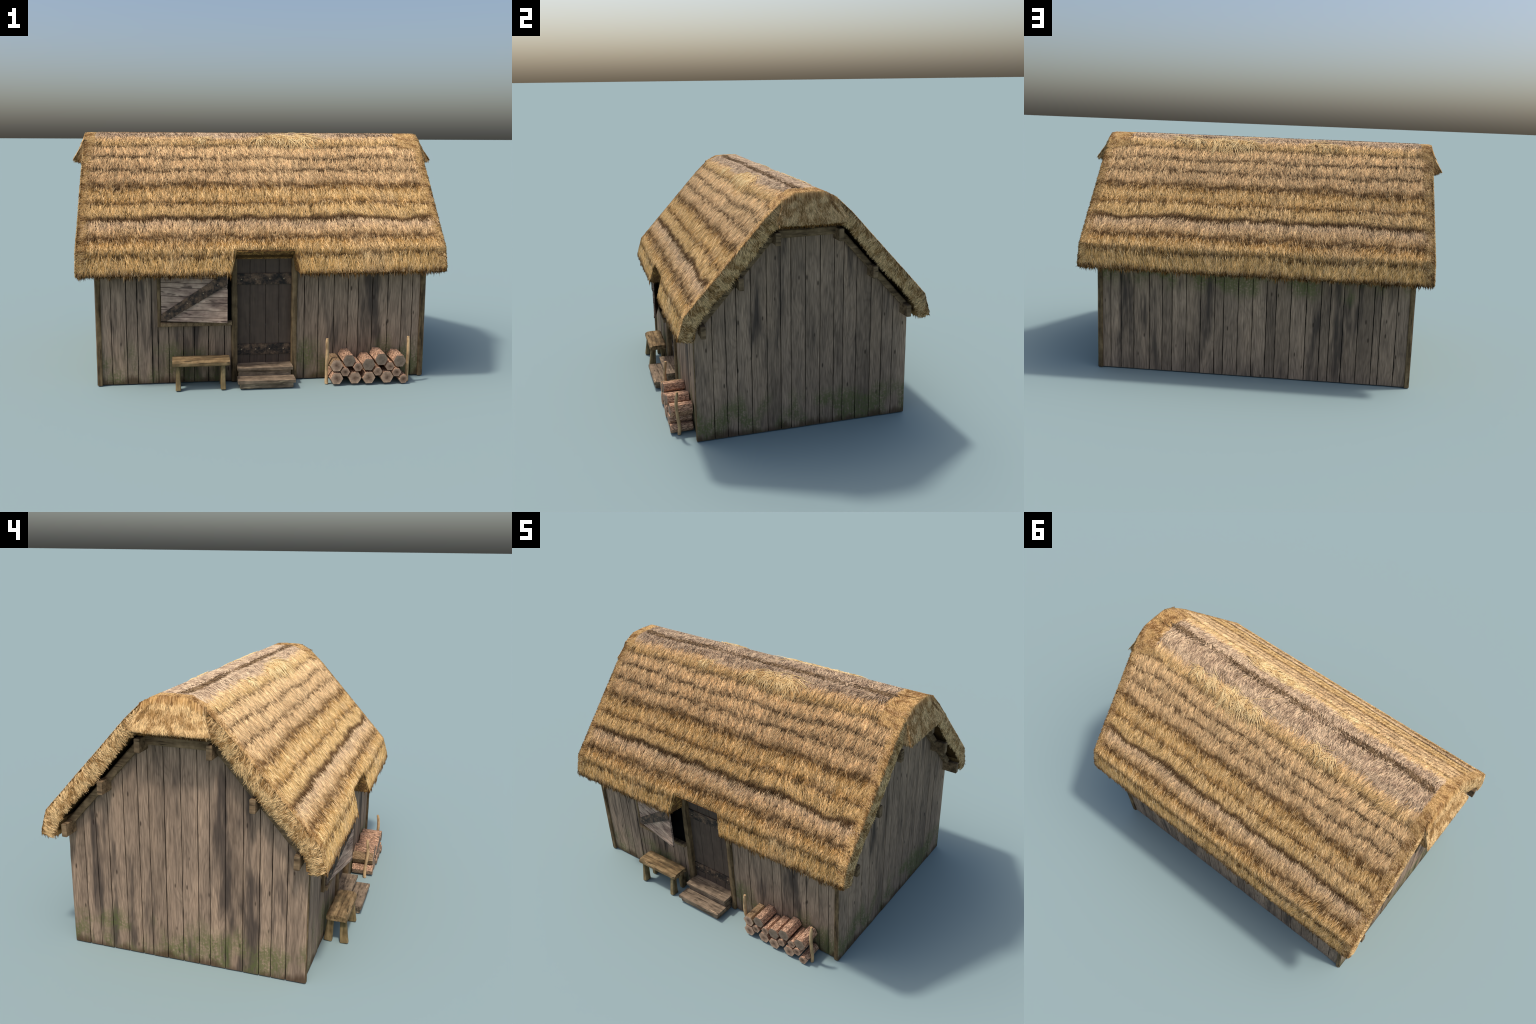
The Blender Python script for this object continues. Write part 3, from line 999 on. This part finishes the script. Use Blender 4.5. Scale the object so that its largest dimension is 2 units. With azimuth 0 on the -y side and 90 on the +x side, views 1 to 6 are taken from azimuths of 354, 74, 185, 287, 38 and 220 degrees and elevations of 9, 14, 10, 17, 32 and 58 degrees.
for f in (0.14, 0.41, 0.655, 0.875):
    bt = bpy.data.objects.new("bolt", BOLT)
    bpy.context.scene.collection.objects.link(bt)
    p = s0.lerp(s1, f) + dn * 0.003
    bt.location, bt.parent = p, strap
    bt.scale = (0.9, 0.7, 0.9)


# ------------------------------------------------------------------ door steps
steps = empty("door_steps")
steps.parent = hut
def tread(x0, x1, y0, y1, z0, z1, seed, name):
    me = timber(name, (x0, (y0 + y1) / 2, (z0 + z1) / 2), (x1, (y0 + y1) / 2, (z0 + z1) / 2), y1 - y0, z1 - z0, (0, 0, 1), seed, 0.0016, 0.10, step=0.012)
    link(name, me, steps, [M_STEP])


tread(-0.147, 0.149, -0.699, -0.618, 0.029, 0.047, 1.0, "tread")
tread(-0.136, 0.138, -0.690, -0.56, 0.002, 0.031, 2.0, "riser")
tread(-0.144, 0.145, -0.628, -0.530, 0.076, 0.092, 3.0, "tread")
tread(-0.138, 0.136, -0.616, -0.560, 0.030, 0.077, 4.0, "riser")


# ------------------------------------------------------------------ bench
bench = empty("wooden_bench", (-0.335, -0.628, 0.0))
bench["label"] = "low rustic bench, thick worn seat on four legs"
bench["category"] = "bench"


def adopt(ob, parent):
    ob.parent = parent
    ob.matrix_parent_inverse = Matrix.Translation(parent.location).inverted()


seat_sec = [(-0.680, 0.128), (-0.676, 0.124), (-0.578, 0.124), (-0.572, 0.129), (-0.572, 0.145), (-0.580, 0.152),
            (-0.640, 0.153), (-0.666, 0.151), (-0.679, 0.143)]
xs = np.linspace(-0.478, -0.186, 26)
verts, faces = [], []
for i, x in enumerate(xs):
    k = 1.0 - 0.10 * max(0, (i - 23) / 2) ** 1.5 - 0.03 * (i == 0)
    for j, (y, z) in enumerate(seat_sec):
        yy = -0.626 + (y + 0.626) * k + 0.002 * wob(x * 14, j * 2.3)
        zz = 0.145 + (z - 0.145) * (1 - 0.25 * (1 - k)) + 0.0016 * wob(x * 17, j * 2.3, 4.0)
        verts.append((x, yy, zz))
m = len(seat_sec)
for i in range(len(xs) - 1):
    for j in range(m):
        faces.append((i * m + j, i * m + (j + 1) % m, (i + 1) * m + (j + 1) % m, (i + 1) * m + j))
faces += [tuple(range(m)), tuple((len(xs) - 1) * m + j for j in range(m))]
me = pydata("seat", verts, faces)
fix_normals(me)
adopt(link("seat", me, None, [M_BENCH]), bench)
for x in (-0.449, -0.221):
    for y0, y1 in ((-0.665, -0.655), (-0.582, -0.594)):
        me = timber("bench_leg", (x, y0, 0.0), (x, y1, 0.130), 0.027, 0.042, (0, 1, 0), x * 30 + y0 * 70, 0.002, 0.15, 0.72)
        adopt(link("bench_leg", me, None, [M_LEG]), bench)


# ------------------------------------------------------------------ firewood
stack = empty("firewood_stack", (0.535, -0.62, 0.0))
stack["label"] = "stack of short cut logs held between two stakes"
stack["category"] = "firewood"
LOG_Y0, LOG_Y1 = -0.682, -0.563


def hex_log(name, r, y0, y1, segs, bulge=0.0, seed=0.0, s=0):
    """Six-sided billet along local y."""
    verts, faces = [], []
    for k in range(segs + 1):
        y = y0 + (y1 - y0) * k / segs
        for i in range(12):
            a = math.pi * i / 6
            rr = r if i % 2 == 0 else r * 0.885
            rr *= 1 + bulge * wob(y * 40 + seed, i * 1.7, seed)
            verts.append((rr * math.cos(a), y, rr * math.sin(a)))
    for k in range(segs):
        for i in range(12):
            faces.append((k * 12 + i, k * 12 + (i + 1) % 12, (k + 1) * 12 + (i + 1) % 12, (k + 1) * 12 + i))
    faces += [tuple(range(12)), tuple(segs * 12 + i for i in range(12))]
    me = pydata(name, verts, faces)
    fix_normals(me)
    return me


BIG, SMALL = 0.0345, 0.0245
LOGS = [(0.365, 0.038, BIG, 0), (0.462, 0.038, BIG, 0), (0.534, 0.038, BIG, 0), (0.631, 0.038, BIG, 0), (0.719, 0.0250, SMALL, 0),
        (0.411, 0.071, SMALL, 0), (0.476, 0.096, SMALL, 0), (0.581, 0.070, SMALL, 0), (0.645, 0.095, SMALL, 0), (0.682, 0.062, SMALL, 0),
        (0.364, 0.107, BIG, 2), (0.430, 0.131, BIG, 1), (0.533, 0.109, BIG, 1), (0.599, 0.134, BIG, 1), (0.698, 0.122, BIG, 1)]
hl = (LOG_Y1 - LOG_Y0) / 2
for i, (x, z, r, kind) in enumerate(LOGS):
    g = np.random.default_rng(500 + i)
    me = hex_log("log", r, -hl, hl, 10, 0.025, i * 1.3)
    lg = link("log", me, None, [M_BARK_PALE if kind == 2 else M_BARK])
    lg.location = (x, (LOG_Y0 + LOG_Y1) / 2 + g.uniform(-0.003, 0.003), z)
    lg.rotation_euler = (0, g.uniform(-0.06, 0.06), g.uniform(-0.015, 0.015))
    adopt(lg, stack)
    ce = hex_log("cut_end", r * 0.955, -hl - 0.0012, hl + 0.0012, 1)
    ce = link("cut_end", ce, lg, [M_END_GREY if kind == 1 else M_END])

for x, lean in ((0.319, 1), (0.751, -1)):
    verts, faces = [], []
    K = 16
    for k in range(K + 1):
        f = k / K
        cx = x + 0.002 * wob(f * 3.0, x * 9)
        cy = -0.647 + 0.006 * math.sin(f * 6.0 + 0.6) + 0.002 * wob(f * 5, x * 5)
        z = 0.243 * f
        r = 0.0095 * (1 - 0.12 * f) * (1 + 0.08 * wob(f * 8, x))
        if k == K:
            r *= 0.85
        for i in range(8):
            a = math.pi * i / 4
            verts.append((cx + r * math.cos(a), cy + r * math.sin(a), z))
    for k in range(K):
        for i in range(8):
            faces.append((k * 8 + i, k * 8 + (i + 1) % 8, (k + 1) * 8 + (i + 1) % 8, (k + 1) * 8 + i))
    faces += [tuple(range(8)), tuple(K * 8 + i for i in range(8))]
    me = pydata("stake", verts, faces)
    fix_normals(me)
    adopt(link("stake", me, None, [M_STAKE]), stack)
